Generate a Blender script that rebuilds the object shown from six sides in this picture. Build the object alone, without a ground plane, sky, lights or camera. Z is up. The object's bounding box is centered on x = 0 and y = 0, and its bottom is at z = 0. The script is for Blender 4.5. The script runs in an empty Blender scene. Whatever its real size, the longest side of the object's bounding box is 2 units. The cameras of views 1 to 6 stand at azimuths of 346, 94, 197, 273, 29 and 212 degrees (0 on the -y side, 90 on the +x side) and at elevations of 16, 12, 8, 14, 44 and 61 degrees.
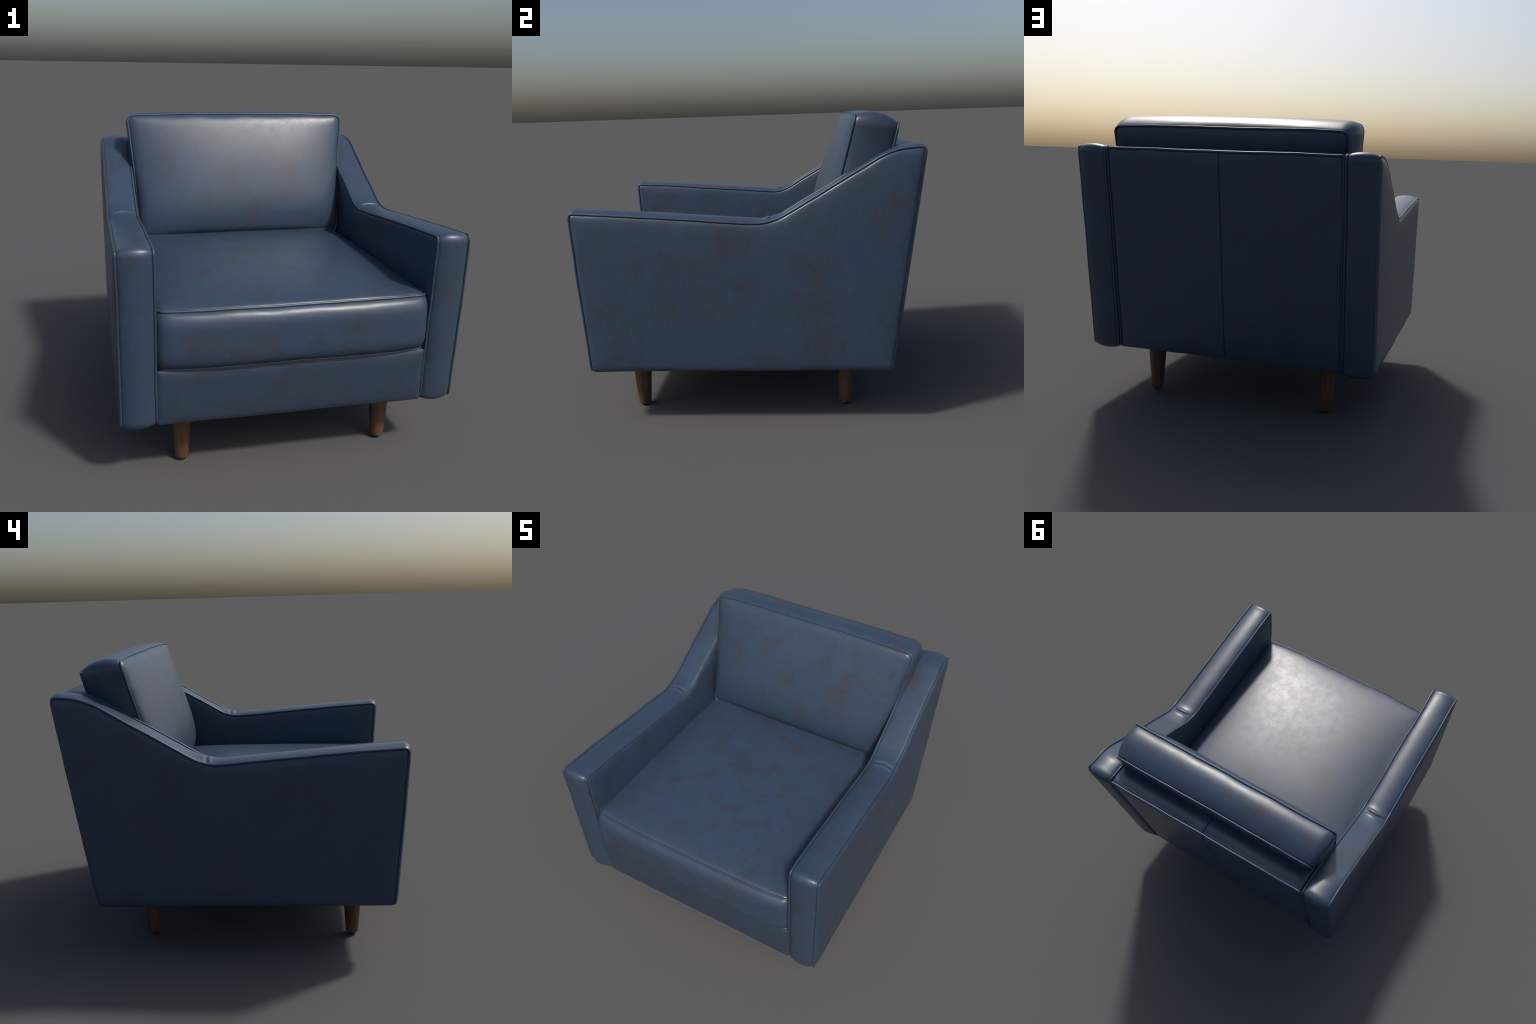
"""Blue leather mid-century armchair: two sloped box arms, a raked back frame, a loose
seat cushion and back cushion, a front rail and four turned wooden legs.
Every upholstered part is the same construction: two seam outlines (piping), a boxing
strip between them, and a pillowed panel inside each outline."""
import bpy, bmesh, math
import numpy as np
from mathutils import Vector

# ------------------------------------------------------------------ materials
def nodes_of(name):
    m = bpy.data.materials.new(name)
    m.use_nodes = True
    nt = m.node_tree
    nt.nodes.clear()
    out = nt.nodes.new("ShaderNodeOutputMaterial")
    bsdf = nt.nodes.new("ShaderNodeBsdfPrincipled")
    nt.links.new(bsdf.outputs[0], out.inputs[0])
    return m, nt, bsdf


def noise(nt, vec, scale, detail=6.0, rough=0.6, dist=0.0):
    n = nt.nodes.new("ShaderNodeTexNoise")
    n.inputs["Scale"].default_value = scale
    n.inputs["Detail"].default_value = detail
    n.inputs["Roughness"].default_value = rough
    n.inputs["Distortion"].default_value = dist
    nt.links.new(vec, n.inputs["Vector"])
    return n.outputs["Fac"]


def mapped(nt, vec, scale=(1, 1, 1), loc=(0, 0, 0)):
    mp = nt.nodes.new("ShaderNodeMapping")
    mp.inputs["Scale"].default_value = scale
    mp.inputs["Location"].default_value = loc
    nt.links.new(vec, mp.inputs["Vector"])
    return mp.outputs[0]


def rng(nt, val, a, b, c=0.0, d=1.0):
    r = nt.nodes.new("ShaderNodeMapRange")
    r.interpolation_type = "SMOOTHSTEP"
    for i, x in enumerate((a, b, c, d)):
        r.inputs[i + 1].default_value = x
    nt.links.new(val, r.inputs[0])
    return r.outputs[0]


def mth(nt, op, a, b):
    n = nt.nodes.new("ShaderNodeMath")
    n.operation = op
    for i, x in enumerate((a, b)):
        if isinstance(x, (int, float)):
            n.inputs[i].default_value = x
        else:
            nt.links.new(x, n.inputs[i])
    return n.outputs[0]


def mix(nt, fac, a, b, blend="MIX"):
    n = nt.nodes.new("ShaderNodeMix")
    n.data_type = "RGBA"
    n.blend_type = blend
    for sock, x in ((n.inputs[0], fac), (n.inputs[6], a), (n.inputs[7], b)):
        if isinstance(x, (int, float)):
            sock.default_value = x
        elif isinstance(x, tuple):
            sock.default_value = (*x, 1.0)
        else:
            nt.links.new(x, sock)
    return n.outputs[2]


BLUE = (0.0365, 0.0570, 0.1040)  # leather palette dimmed slightly toward the shading on arm fronts and lower cushion
TEAL = (0.0345, 0.0595, 0.0930)
SLATE = (0.0395, 0.0440, 0.0600)
RUSSET = (0.0470, 0.0400, 0.0500)


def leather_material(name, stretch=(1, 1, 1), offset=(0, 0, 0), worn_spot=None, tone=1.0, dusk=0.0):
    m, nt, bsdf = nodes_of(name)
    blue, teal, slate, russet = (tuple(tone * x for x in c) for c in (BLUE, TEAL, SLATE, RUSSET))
    tc = nt.nodes.new("ShaderNodeTexCoord")
    vec = mapped(nt, tc.outputs["Object"], stretch, offset)
    hue = noise(nt, vec, 4.5, 10, 0.78)
    patches = noise(nt, vec, 6.0, 12, 0.76, 0.1)
    spots = noise(nt, vec, 16.0, 8, 0.7, 0.1)
    col = mix(nt, rng(nt, hue, 0.36, 0.60), blue, teal)
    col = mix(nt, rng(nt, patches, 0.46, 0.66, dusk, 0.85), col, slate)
    rust = mth(nt, "MULTIPLY", rng(nt, patches, 0.53, 0.76), rng(nt, spots, 0.42, 0.68, 0.0, 0.6))
    col = mix(nt, rust, col, russet)
    if worn_spot:                              # rubbed reddish patch on the back cushion
        c, radii = worn_spot
        near = nt.nodes.new("ShaderNodeTexGradient")
        near.gradient_type = "SPHERICAL"
        nt.links.new(mapped(nt, tc.outputs["Object"], tuple(1 / r for r in radii),
                            tuple(-x / r for x, r in zip(c, radii))), near.inputs[0])
        blot = mth(nt, "MULTIPLY", rng(nt, near.outputs["Fac"], 0.0, 0.6),
                   rng(nt, spots, 0.40, 0.62, 0.0, 0.75))
        col = mix(nt, blot, col, russet)
    grime = noise(nt, vec, 42.0, 5, 0.7)
    col = mix(nt, rng(nt, grime, 0.42, 0.75, 0.0, 0.30), col, tuple(0.62 * tone * c for c in SLATE))
    nt.links.new(col, bsdf.inputs["Base Color"])
    wear = noise(nt, vec, 14.0, 9, 0.75)
    nt.links.new(rng(nt, wear, 0.3, 0.7, 0.345, 0.40), bsdf.inputs["Roughness"])
    bsdf.inputs["Specular IOR Level"].default_value = 0.5
    # fine grain and shallow rumples
    grain = nt.nodes.new("ShaderNodeTexVoronoi")
    grain.inputs["Scale"].default_value = 260
    nt.links.new(tc.outputs["Object"], grain.inputs["Vector"])
    rumple = noise(nt, vec, 60.0, 6, 0.7)
    h = mth(nt, "ADD", mth(nt, "MULTIPLY", grain.outputs["Distance"], 0.15), rumple)
    bump = nt.nodes.new("ShaderNodeBump")
    bump.inputs["Strength"].default_value = 0.03
    bump.inputs["Distance"].default_value = 0.006
    nt.links.new(h, bump.inputs["Height"])
    nt.links.new(bump.outputs[0], bsdf.inputs["Normal"])
    return m


def wood_material():
    m, nt, bsdf = nodes_of("walnut_wood")
    tc = nt.nodes.new("ShaderNodeTexCoord")
    oi = nt.nodes.new("ShaderNodeObjectInfo")
    shift = nt.nodes.new("ShaderNodeCombineXYZ")
    nt.links.new(mth(nt, "MULTIPLY", oi.outputs["Random"], 7.0), shift.inputs[2])
    add = nt.nodes.new("ShaderNodeVectorMath")
    nt.links.new(tc.outputs["Object"], add.inputs[0])
    nt.links.new(shift.outputs[0], add.inputs[1])
    grain = noise(nt, mapped(nt, add.outputs[0], (60, 60, 2.0)), 1.0, 6, 0.6, 0.4)
    tone = noise(nt, mapped(nt, add.outputs[0], (14, 14, 1.5)), 1.0, 3, 0.5)
    col = mix(nt, rng(nt, grain, 0.35, 0.68), (0.120, 0.060, 0.035), (0.070, 0.034, 0.021))
    col = mix(nt, rng(nt, tone, 0.45, 0.7, 0, 0.4), col, (0.150, 0.078, 0.046))
    nt.links.new(col, bsdf.inputs["Base Color"])
    bsdf.inputs["Roughness"].default_value = 0.45
    bump = nt.nodes.new("ShaderNodeBump")
    bump.inputs["Strength"].default_value = 0.15
    bump.inputs["Distance"].default_value = 0.002
    nt.links.new(grain, bump.inputs["Height"])
    nt.links.new(bump.outputs[0], bsdf.inputs["Normal"])
    return m


def plain_material(name, colour, rough):
    m, nt, bsdf = nodes_of(name)
    tc = nt.nodes.new("ShaderNodeTexCoord")
    f = noise(nt, tc.outputs["Object"], 30.0, 4, 0.6)
    col = mix(nt, rng(nt, f, 0.3, 0.7), colour, tuple(c * 1.5 for c in colour))
    nt.links.new(col, bsdf.inputs["Base Color"])
    bsdf.inputs["Roughness"].default_value = rough
    return m


# ------------------------------------------------------------------ curve helpers
def rounded(points, radii, n=10):
    """Closed polygon with circular-ish (quadratic) fillets -> dense polyline, plus the
    index of every corner's middle."""
    pts = [np.array(p, float) for p in points]
    out, mids = [], []
    k = len(pts)
    for i in range(k):
        p, a, b = pts[i], pts[i - 1], pts[(i + 1) % k]
        r = radii[i]
        da, db = a - p, b - p
        la, lb = np.linalg.norm(da), np.linalg.norm(db)
        p0, p2 = p + da / la * min(r, la * 0.49), p + db / lb * min(r, lb * 0.49)
        for j in range(2 * n + 1):
            t = j / (2 * n)
            if j == n:
                mids.append(len(out))
            out.append((1 - t) ** 2 * p0 + 2 * t * (1 - t) * p + t * t * p2)
    return np.array(out), mids


def four_sides(points, radii, corners):
    """Split the rounded polygon at four of its corners into four polylines."""
    poly, mids = rounded(points, radii)
    idx = [mids[c] for c in corners]
    sides = []
    for a, b in zip(idx, idx[1:] + idx[:1]):
        seg = poly[a:b + 1] if b > a else np.concatenate([poly[a:], poly[:b + 1]])
        sides.append(seg)
    return sides


def resample(poly, f):
    d = np.r_[0, np.cumsum(np.linalg.norm(np.diff(poly, axis=0), axis=1))]
    s = f * d[-1]
    return np.stack([np.interp(s, d, poly[:, i]) for i in range(poly.shape[1])], 1)


def spread(n, a=0.85, extra=(), rows=19):
    """Parameters 0..1, crowded at both ends and around any extra positions."""
    k = np.arange(n + 1) / n
    u = k - a * np.sin(2 * np.pi * k) / (2 * np.pi)
    u[0], u[-1] = 0.0, 1.0
    for c, w in extra:
        u = np.union1d(u[np.abs(u - c) > 5 * w], c + w * np.linspace(-4.5, 4.5, rows))
    return u


def smooth_ring(v, k):
    n = len(v)
    ker = np.hanning(2 * k + 3)[1:-1]
    ker /= ker.sum()
    return np.convolve(np.r_[v[-k - 1:], v, v[:k + 1]], ker, "same")[k + 1:k + 1 + n]


WAVES = np.random.default_rng(7)
K = WAVES.normal(size=(14, 3)) * np.repeat([9, 26], 7)[:, None]
PH = WAVES.uniform(0, 6.28, (14, 3))
AMP = np.repeat([0.00055, 0.00035], 7)[:, None]


def wobble(p, gain=1.0):
    """Hand-sewn unevenness: a small smooth random shift of every point in space."""
    q = np.asarray(p, float)
    out = q.copy()
    for k, ph, a in zip(K, PH, AMP):
        out += gain * a * np.sin((q @ k)[:, None] + ph)
    return out


# ------------------------------------------------------------------ mesh helpers
ROOT = None


def mesh_object(name, verts, faces, material, parent, smooth=True, weld=0.0):
    me = bpy.data.meshes.new(name)
    me.from_pydata([tuple(v) for v in verts], [], faces)
    bm = bmesh.new()
    bm.from_mesh(me)
    if weld:
        bmesh.ops.remove_doubles(bm, verts=bm.verts, dist=weld)
    bmesh.ops.recalc_face_normals(bm, faces=bm.faces)
    bm.to_mesh(me)
    bm.free()
    me.polygons.foreach_set("use_smooth", [smooth] * len(me.polygons))
    me.materials.append(material)
    ob = bpy.data.objects.new(name, me)
    bpy.context.scene.collection.objects.link(ob)
    ob.parent = parent
    return ob


def grid_faces(nu, nv, base=0, close_u=False):
    f = []
    for i in range(nu if close_u else nu - 1):
        i2 = (i + 1) % nu
        for j in range(nv - 1):
            f.append((base + i * nv + j, base + i2 * nv + j, base + i2 * nv + j + 1, base + i * nv + j + 1))
    return f


def coons(sides, u, v):
    """Fill four sides running round the outline (0: first, 1: second, ...)."""
    c0, c2 = resample(sides[0], u), resample(sides[2][::-1], u)      # v = 0, v = 1
    d1, d0 = resample(sides[1], v), resample(sides[3][::-1], v)      # u = 1, u = 0
    U, V = u[:, None, None], v[None, :, None]
    g = (1 - V) * c0[:, None] + V * c2[:, None] + (1 - U) * d0[None] + U * d1[None]
    g -= (1 - U) * (1 - V) * c0[0] + U * (1 - V) * c0[-1] + (1 - U) * V * c2[0] + U * V * c2[-1]
    return g


def ring(sides, u, v):
    a = resample(sides[0], u)[:-1]
    b = resample(sides[1], v)[:-1]
    c = resample(sides[2], (1 - u)[::-1])[:-1]
    d = resample(sides[3], (1 - v)[::-1])[:-1]
    n = [len(a), len(b), len(c), len(d)]
    return np.concatenate([a, b, c, d]), np.repeat([0, 1, 2, 3], n)


def outward(loop):
    t = np.roll(loop, -1, 0) - np.roll(loop, 1, 0)
    t /= np.linalg.norm(t, axis=1)[:, None] + 1e-12
    n = np.stack([t[:, 1], -t[:, 0]], 1)
    area = np.sum(loop[:, 0] * np.roll(loop[:, 1], -1) - np.roll(loop[:, 0], -1) * loop[:, 1])
    return n if area > 0 else -n


def nearest(points, loop):
    d = np.empty(len(points))
    k = np.empty(len(points), int)
    for a in range(0, len(points), 2000):
        q = points[a:a + 2000, None] - loop[None]
        dd = np.einsum("ijk,ijk->ij", q, q)
        k[a:a + 2000] = dd.argmin(1)
        d[a:a + 2000] = np.sqrt(dd.min(1))
    return d, k


def tube(loop3, radius, closed, parent, material, name="piping", sides=10):
    p = np.asarray(loop3)
    if closed:
        t = np.roll(p, -1, 0) - np.roll(p, 1, 0)
    else:
        t = np.gradient(p, axis=0)
    t /= np.linalg.norm(t, axis=1)[:, None]
    ref = np.linalg.svd(p - p.mean(0), full_matrices=False)[2][-1]   # normal of best plane
    a = ref - t * (t @ ref)[:, None]
    a /= np.linalg.norm(a, axis=1)[:, None]
    b = np.cross(t, a)
    ang = np.linspace(0, 2 * np.pi, sides, endpoint=False)
    v = p[:, None] + radius * (np.cos(ang)[None, :, None] * a[:, None] + np.sin(ang)[None, :, None] * b[:, None])
    n = len(p)
    f = []
    for i in range(n if closed else n - 1):
        for j in range(sides):
            f.append((i * sides + j, ((i + 1) % n) * sides + j, ((i + 1) % n) * sides + (j + 1) % sides, i * sides + (j + 1) % sides))
    if not closed:
        f += [tuple(range(sides)), tuple(range((n - 1) * sides, n * sides))]
    return mesh_object(name, v.reshape(-1, 3), f, material, parent)


def upholstered(name, place, sides_a, sides_b, za, zb, material, parent, *, u, v,
                bulge=(0.02,) * 4, swell_a=None, swell_b=None, sewn=(1, 1, 1, 1), sunk=(0, 0, 0, 0), strips=34,
                strip_extra=None, pipe=0.0068, pipe_a=True, pipe_b=True, tuck=0.011, crown=1.0,
                gain=1.0, blend=0.03):
    """place(xy, z) -> world. sides_*: four polylines of each seam outline. swell_*(xy, d):
    how far a panel swells out of its seam plane. sewn: which sides are seamed with
    piping; sunk: where the piping lies deep in its groove."""
    la, which = ring(sides_a, u, v)
    lb, _ = ring(sides_b, u, v)
    w = smooth_ring(np.array(sewn, float)[which], 3)
    seg = np.linalg.norm(np.roll(la, -1, 0) - la, axis=1)
    at = np.r_[0, np.cumsum(seg)[:-1]]
    gap = np.abs(at[:, None] - at[None])
    gap = np.minimum(gap, seg.sum() - gap)
    ker = np.exp(-(gap / blend) ** 2) * seg[None]
    bul = (ker @ np.array(bulge, float)[which]) / ker.sum(1)
    verts, faces = [], []

    def add(points, f):
        base = sum(len(x) for x in verts)
        verts.append(points)
        faces.extend([tuple(i + base for i in q) for q in f])

    for sides, loop, z, sgn, swell in ((sides_a, la, za, 1, swell_a), (sides_b, lb, zb, -1, swell_b)):
        sgn = sgn if za > zb else -sgn
        g = coons(sides, u, v)
        nu, nv = g.shape[:2]
        xy = g.reshape(-1, 2)
        d, k = nearest(xy, loop)
        soft = sum((nearest(xy, loop[which == q])[0] + 1e-6) ** -4.0 for q in range(4)) ** -0.25
        h = -w[k] * tuck * np.exp(-d / 0.006) + (swell(xy, soft) if swell else 0)
        flat = place(xy, z + sgn * h)
        fade = np.exp(-(d / 0.035) ** 2)[:, None]          # unevenness belongs to the seams
        add(flat + fade * (wobble(flat, gain) - flat), grid_faces(nu, nv))
    # boxing strip
    s = spread(strips, 0.8)
    na, nb = outward(la), outward(lb)
    n = len(la)
    width = abs(za - zb)
    P = (1 - s)[None, :, None] * la[:, None] + s[None, :, None] * lb[:, None]
    N = (1 - s)[None, :, None] * na[:, None] + s[None, :, None] * nb[:, None]
    Z = np.repeat(((1 - s) * za + s * zb)[None], n, 0)
    e = np.minimum(s, 1 - s) * width
    c = np.clip(2 * s - 1, -1, 1)
    off = bul[:, None] * ((1 - np.abs(c) ** (2.2 * crown))[None]) - w[:, None] * tuck * np.exp(-e / 0.006)[None]
    if strip_extra is not None:
        off = off + strip_extra(P, s, Z)
    P = P + N * off[..., None]
    flat = place(P.reshape(-1, 2), Z.reshape(-1))
    fade = np.exp(-(np.repeat(e[None], n, 0).reshape(-1) / 0.035) ** 2)[:, None]
    add(flat + fade * (wobble(flat, gain) - flat), grid_faces(n, len(s), close_u=True))
    ob = mesh_object(name, np.concatenate(verts), faces, material, parent, weld=1e-5)
    for on, loop, z in ((pipe_a, la, za), (pipe_b, lb, zb)):
        if not on:
            continue
        k = smooth_ring(np.array(sunk, float)[which], 6) * (z == za)
        inward = -outward(loop) * (0.0045 * k)[:, None]
        zc = z - np.sign(z - (za + zb) / 2) * 0.0045 * k
        p3 = wobble(place(loop + inward, zc), gain)
        live = np.array(sewn, bool)[which]
        if live.all():
            tube(p3, pipe, True, ob, material)
        else:
            k0 = int(np.argmax(live & ~np.roll(live, 1)))
            order = np.roll(np.arange(n), -k0)
            tube(p3[order][:int(live.sum()) + 1], pipe, False, ob, material)
    return ob


def gauss(x, s):
    return np.exp(-(x / s) ** 2)


# ------------------------------------------------------------------ build
leather_arm = leather_material("blue_leather_arm", (1, 1, 0.75))
leather_seat = leather_material("blue_leather_seat", (1.15, 1, 1), (3.1, 0.4, 1.7))
leather_back = leather_material("blue_leather_back", (1, 1, 0.9), (0.4, 2.2, 5.0),
                                ((0.33, 0.43, 1.33), (0.14, 0.3, 0.2)))
leather_rail = leather_material("blue_leather_rail", (1, 1, 1), (6.3, 1.4, 2.9), tone=0.88, dusk=0.10)  # same leather, darkened and greyed to bake shade into the rail's front
walnut = wood_material()
rubber = plain_material("black_rubber", (0.010, 0.010, 0.011), 0.5)
lining = plain_material("dark_lining_cloth", (0.020, 0.022, 0.026), 0.9)

root = bpy.data.objects.new("armchair", None)
bpy.context.scene.collection.objects.link(root)
root["label"] = "dark blue leather armchair with sloped arms and wooden legs"
root["category"] = "armchair"

# --- arms: side profile in (y, z), front bottom corner first
ARM_IN, ARM_OUT = 0.713, 0.889
profile = [(-0.912, 0.337), (-0.946, 0.85), (-0.968, 1.258), (-0.60, 1.234), (-0.25, 1.205),
           (0.145, 1.174), (0.80, 1.557), (0.987, 1.573), (0.814, 0.335)]
fillet = [0.030, 0.2, 0.030, 0.1, 0.1, 0.085, 0.12, 0.045, 0.032]
arm_sides = four_sides(profile, fillet, (0, 2, 7, 8))
# sides: front (bottom to top), top (front to back), back (top to bottom), bottom
au, av = spread(150), spread(300, 0.85, [(0.545, 0.010)], 61)


def arm_swell_out(xy, d):
    return 0.010 * (1 - np.exp(-d / 0.012)) + 0.010 * (1 - np.exp(-d / 0.09))


def arm_swell_in(xy, d):
    return 0.008 * (1 - np.exp(-d / 0.010)) + 0.010 * (1 - np.exp(-d / 0.09))


def arm_fold(P, s, Z):
    """Gathered fold where the armrest turns up: a nick, a lip and a shallow dimple."""
    y, z = P[..., 0], P[..., 1]
    on_top = (z > 1.1) & (y > -0.2) & (y < 0.6)
    across = (1 / (1 + np.exp(-(0.33 - np.abs(s - 0.48)) / 0.035)))[None]
    t = y - 0.152 - 0.010 * gauss(s - 0.48, 0.25)[None] + 0.008
    h = -0.006 * gauss(t, 0.0055) + 0.006 * gauss(t + 0.020, 0.013) + 0.0025 * gauss(t - 0.020, 0.013)
    slope = np.clip((y - 0.17) / 0.10, 0, 1) * np.clip((0.86 - y) / 0.12, 0, 1) * (z > 1.0)
    taut = -0.014 * slope * slope * (3 - 2 * slope) * (1 - np.abs(2 * s - 1) ** 2.2)[None]   # slope is pulled tight
    return taut + on_top * across * h


for sx in (1, -1):
    place = lambda xy, z, sx=sx: np.stack([sx * z, xy[:, 0], xy[:, 1]], 1)
    upholstered("armrest", place, arm_sides, arm_sides, ARM_OUT, ARM_IN, leather_arm, root, u=au, v=av,
                bulge=(0.026, 0.017, 0.018, 0.020), swell_a=arm_swell_out, swell_b=arm_swell_in,
                sewn=(1, 1, 1, 0), sunk=(0, 0, 1, 0), strip_extra=arm_fold, crown=1.0)


# --- planes that lean: local (x, along the slope) with an outward normal
def leaning(origin, top):
    o, t = np.array(origin), np.array(top)
    up = (t - o) / np.linalg.norm(t - o)
    right = np.array([1.0, 0, 0])
    nrm = np.cross(up, right)          # for a plane rising in z this points to +y
    return lambda xy, z: o + xy[:, :1] * right + xy[:, 1:] * up + np.asarray(z)[:, None] * nrm


# --- back frame between the arms
rise = math.hypot(0.981 - 0.808, 1.564 - 0.340)
back_place = leaning((0, 0.808, 0.340), (0, 0.981, 1.564))
bw = 0.699
back_outline = four_sides([(-bw, 0), (bw, 0), (bw, rise), (-bw, rise)], [0.02, 0.02, 0.012, 0.012], (0, 1, 2, 3))
bu, bv = spread(150, 0.85, [(0.5, 0.0022)]), spread(120)


def back_swell(xy, d):
    seam = -0.008 * gauss(xy[:, 0], 0.003)
    return 0.014 * (1 - np.exp(-d / 0.05)) + seam


def back_top_seam(P, s, Z):
    return -0.008 * gauss(P[..., 0], 0.003) * (P[..., 1] > 1.1)


back_inner = four_sides([(-bw, 0), (bw, 0), (bw, rise - 0.040), (-bw, rise - 0.040)], [0.02, 0.02, 0.012, 0.012], (0, 1, 2, 3))
upholstered("backrest", back_place, back_outline, back_inner, 0.0, -0.20, leather_back, root, u=bu, v=bv,
            bulge=(0.004, 0.0, 0.016, 0.0), swell_a=back_swell, sewn=(0, 1, 1, 1), pipe_b=False,
            strip_extra=back_top_seam, crown=1.3)

# --- seat cushion
seat_place = lambda xy, z: np.stack([xy[:, 0], xy[:, 1], np.asarray(z)], 1)
sw = 0.704


def seat_outline(front, half):
    return four_sides([(-half, front + 0.016), (-0.45, front - 0.006), (0.45, front - 0.006), (half, front + 0.016),
                       (half, 0.70), (-half, 0.70)], [0.055, 0.2, 0.2, 0.055, 0.05, 0.05], (0, 3, 4, 5))


def seat_swell(xy, d):
    a = np.clip(1 - np.abs(xy[:, 0] / sw) ** 2.7, 0, 1)
    y = xy[:, 1] + 0.02
    b = np.clip(1 - np.abs(np.where(y < 0, y / 0.95, y / 0.66)) ** 2.4, 0, 1)
    return 0.013 * (1 - np.exp(-d / 0.02)) + 0.050 * (a * b) ** 0.76


su, sv = spread(150), spread(150)
upholstered("seat_cushion", seat_place, seat_outline(-0.950, sw), seat_outline(-0.948, sw + 0.002), 0.941, 0.640,
            leather_seat, root, u=su, v=sv, bulge=(0.044, 0.0, 0.0, 0.0), crown=2.1, swell_a=seat_swell,
            swell_b=lambda xy, d: 0.004 * (1 - np.exp(-d / 0.02)), blend=0.05)

# --- front rail and seat deck below the cushion
rail_place = lambda xy, z: np.stack([xy[:, 0], -np.asarray(z) - 0.07 * (xy[:, 1] - 0.334) * (np.asarray(z) > 0), xy[:, 1]], 1)
rw = 0.708
rail_outline = four_sides([(-rw, 0.334), (rw, 0.334), (rw, 0.634), (-rw, 0.634)], [0.012] * 4, (0, 1, 2, 3))
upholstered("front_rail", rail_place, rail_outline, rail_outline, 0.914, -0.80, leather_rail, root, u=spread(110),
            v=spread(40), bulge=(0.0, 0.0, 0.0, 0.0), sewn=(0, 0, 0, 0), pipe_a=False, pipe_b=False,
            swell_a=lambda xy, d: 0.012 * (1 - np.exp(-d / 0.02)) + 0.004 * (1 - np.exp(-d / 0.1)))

# --- back cushion: local (x, along the rake), normal towards +y
rake_o, rake_t = (0, 0.432, 0.985), (0, 0.624, 1.756)
cush_h = math.dist(rake_o, rake_t)
cush_place = leaning(rake_o, rake_t)


def cushion_outline(wt, wb, h0, h1, r, drop=0.014, dx=0.0):
    return four_sides([(x + dx, y) for x, y in [(-wb, h0), (wb, h0), (wb + 0.4 * (wt - wb), h0 + 0.55 * (h1 - h0)), (wt, h1 - drop), (0.4, h1),
                       (-0.4, h1), (-wt, h1 - drop), (-wb - 0.4 * (wt - wb), h0 + 0.55 * (h1 - h0))]],
                      [r, r, 0.15, r, 0.3, 0.3, r, 0.15], (0, 1, 3, 6))


def cushion_front(xy, d):
    a = np.clip(1 - np.abs((xy[:, 0] - 0.006) / 0.71) ** 3.6, 0, 1)
    t = xy[:, 1] / cush_h - 0.40                           # fullest below the middle
    b = np.clip(1 - np.abs(np.where(t > 0, t / 0.60, t / 0.40)) ** 2.4, 0, 1)
    full = 0.083 - 0.062 * (xy[:, 1] / cush_h - 0.25)
    return 0.018 * (1 - np.exp(-d / 0.02)) + full * (a * b) ** 0.72


def cushion_rear(xy, d):
    return 0.014 * (1 - np.exp(-d / 0.03)) + 0.012 * (1 - np.exp(-d / 0.12))


upholstered("back_cushion", cush_place, cushion_outline(0.708, 0.684, 0.0, cush_h + 0.001, 0.048, 0.008, 0.014),
            cushion_outline(0.738, 0.676, -0.035, cush_h, 0.058, 0.012, 0.006), 0.246, 0.0, leather_back, root, u=spread(140), v=spread(100),
            bulge=(0.012, 0.020, 0.034, 0.020), swell_a=cushion_rear, swell_b=cushion_front, blend=0.04, pipe=0.0062)

# --- underside lining
box_v = [(x, y, z) for x in (-0.70, 0.70) for y in (-0.88, 0.78) for z in (0.336, 0.338)]
mesh_object("underside_lining", box_v, [(0, 1, 3, 2), (4, 6, 7, 5), (0, 4, 5, 1), (2, 3, 7, 6), (0, 2, 6, 4), (1, 5, 7, 3)],
            lining, root, smooth=False)


# --- legs
def lathe(name, rings, material, parent, seg=40):
    v = [(r * math.cos(2 * math.pi * j / seg), r * math.sin(2 * math.pi * j / seg), z) for r, z in rings for j in range(seg)]
    f = [(i * seg + j, i * seg + (j + 1) % seg, (i + 1) * seg + (j + 1) % seg, (i + 1) * seg + j)
         for i in range(len(rings) - 1) for j in range(seg)]
    f += [tuple(range(seg)), tuple(range((len(rings) - 1) * seg, len(rings) * seg))]
    return mesh_object(name, v, f, material, parent)


leg_rings = [(0.022, 0.013), (0.034, 0.0145), (0.0375, 0.018), (0.039, 0.025)] + \
            [(0.0395 + 0.0215 * t, 0.033 + 0.307 * t) for t in np.linspace(0, 1, 12)]
leg = lathe("leg", leg_rings, walnut, root)
glide = lathe("glide", [(0.016, 0.0), (0.021, 0.002), (0.023, 0.006), (0.023, 0.0165)], rubber, leg)
first = True
for x in (0.574, -0.565):
    for y in (-0.694, 0.560):
        if first:
            lg, gl, first = leg, glide, False
        else:
            lg, gl = leg.copy(), glide.copy()
            bpy.context.scene.collection.objects.link(lg)
            bpy.context.scene.collection.objects.link(gl)
            gl.parent = lg
        lg.location = (x, y, 0.0)
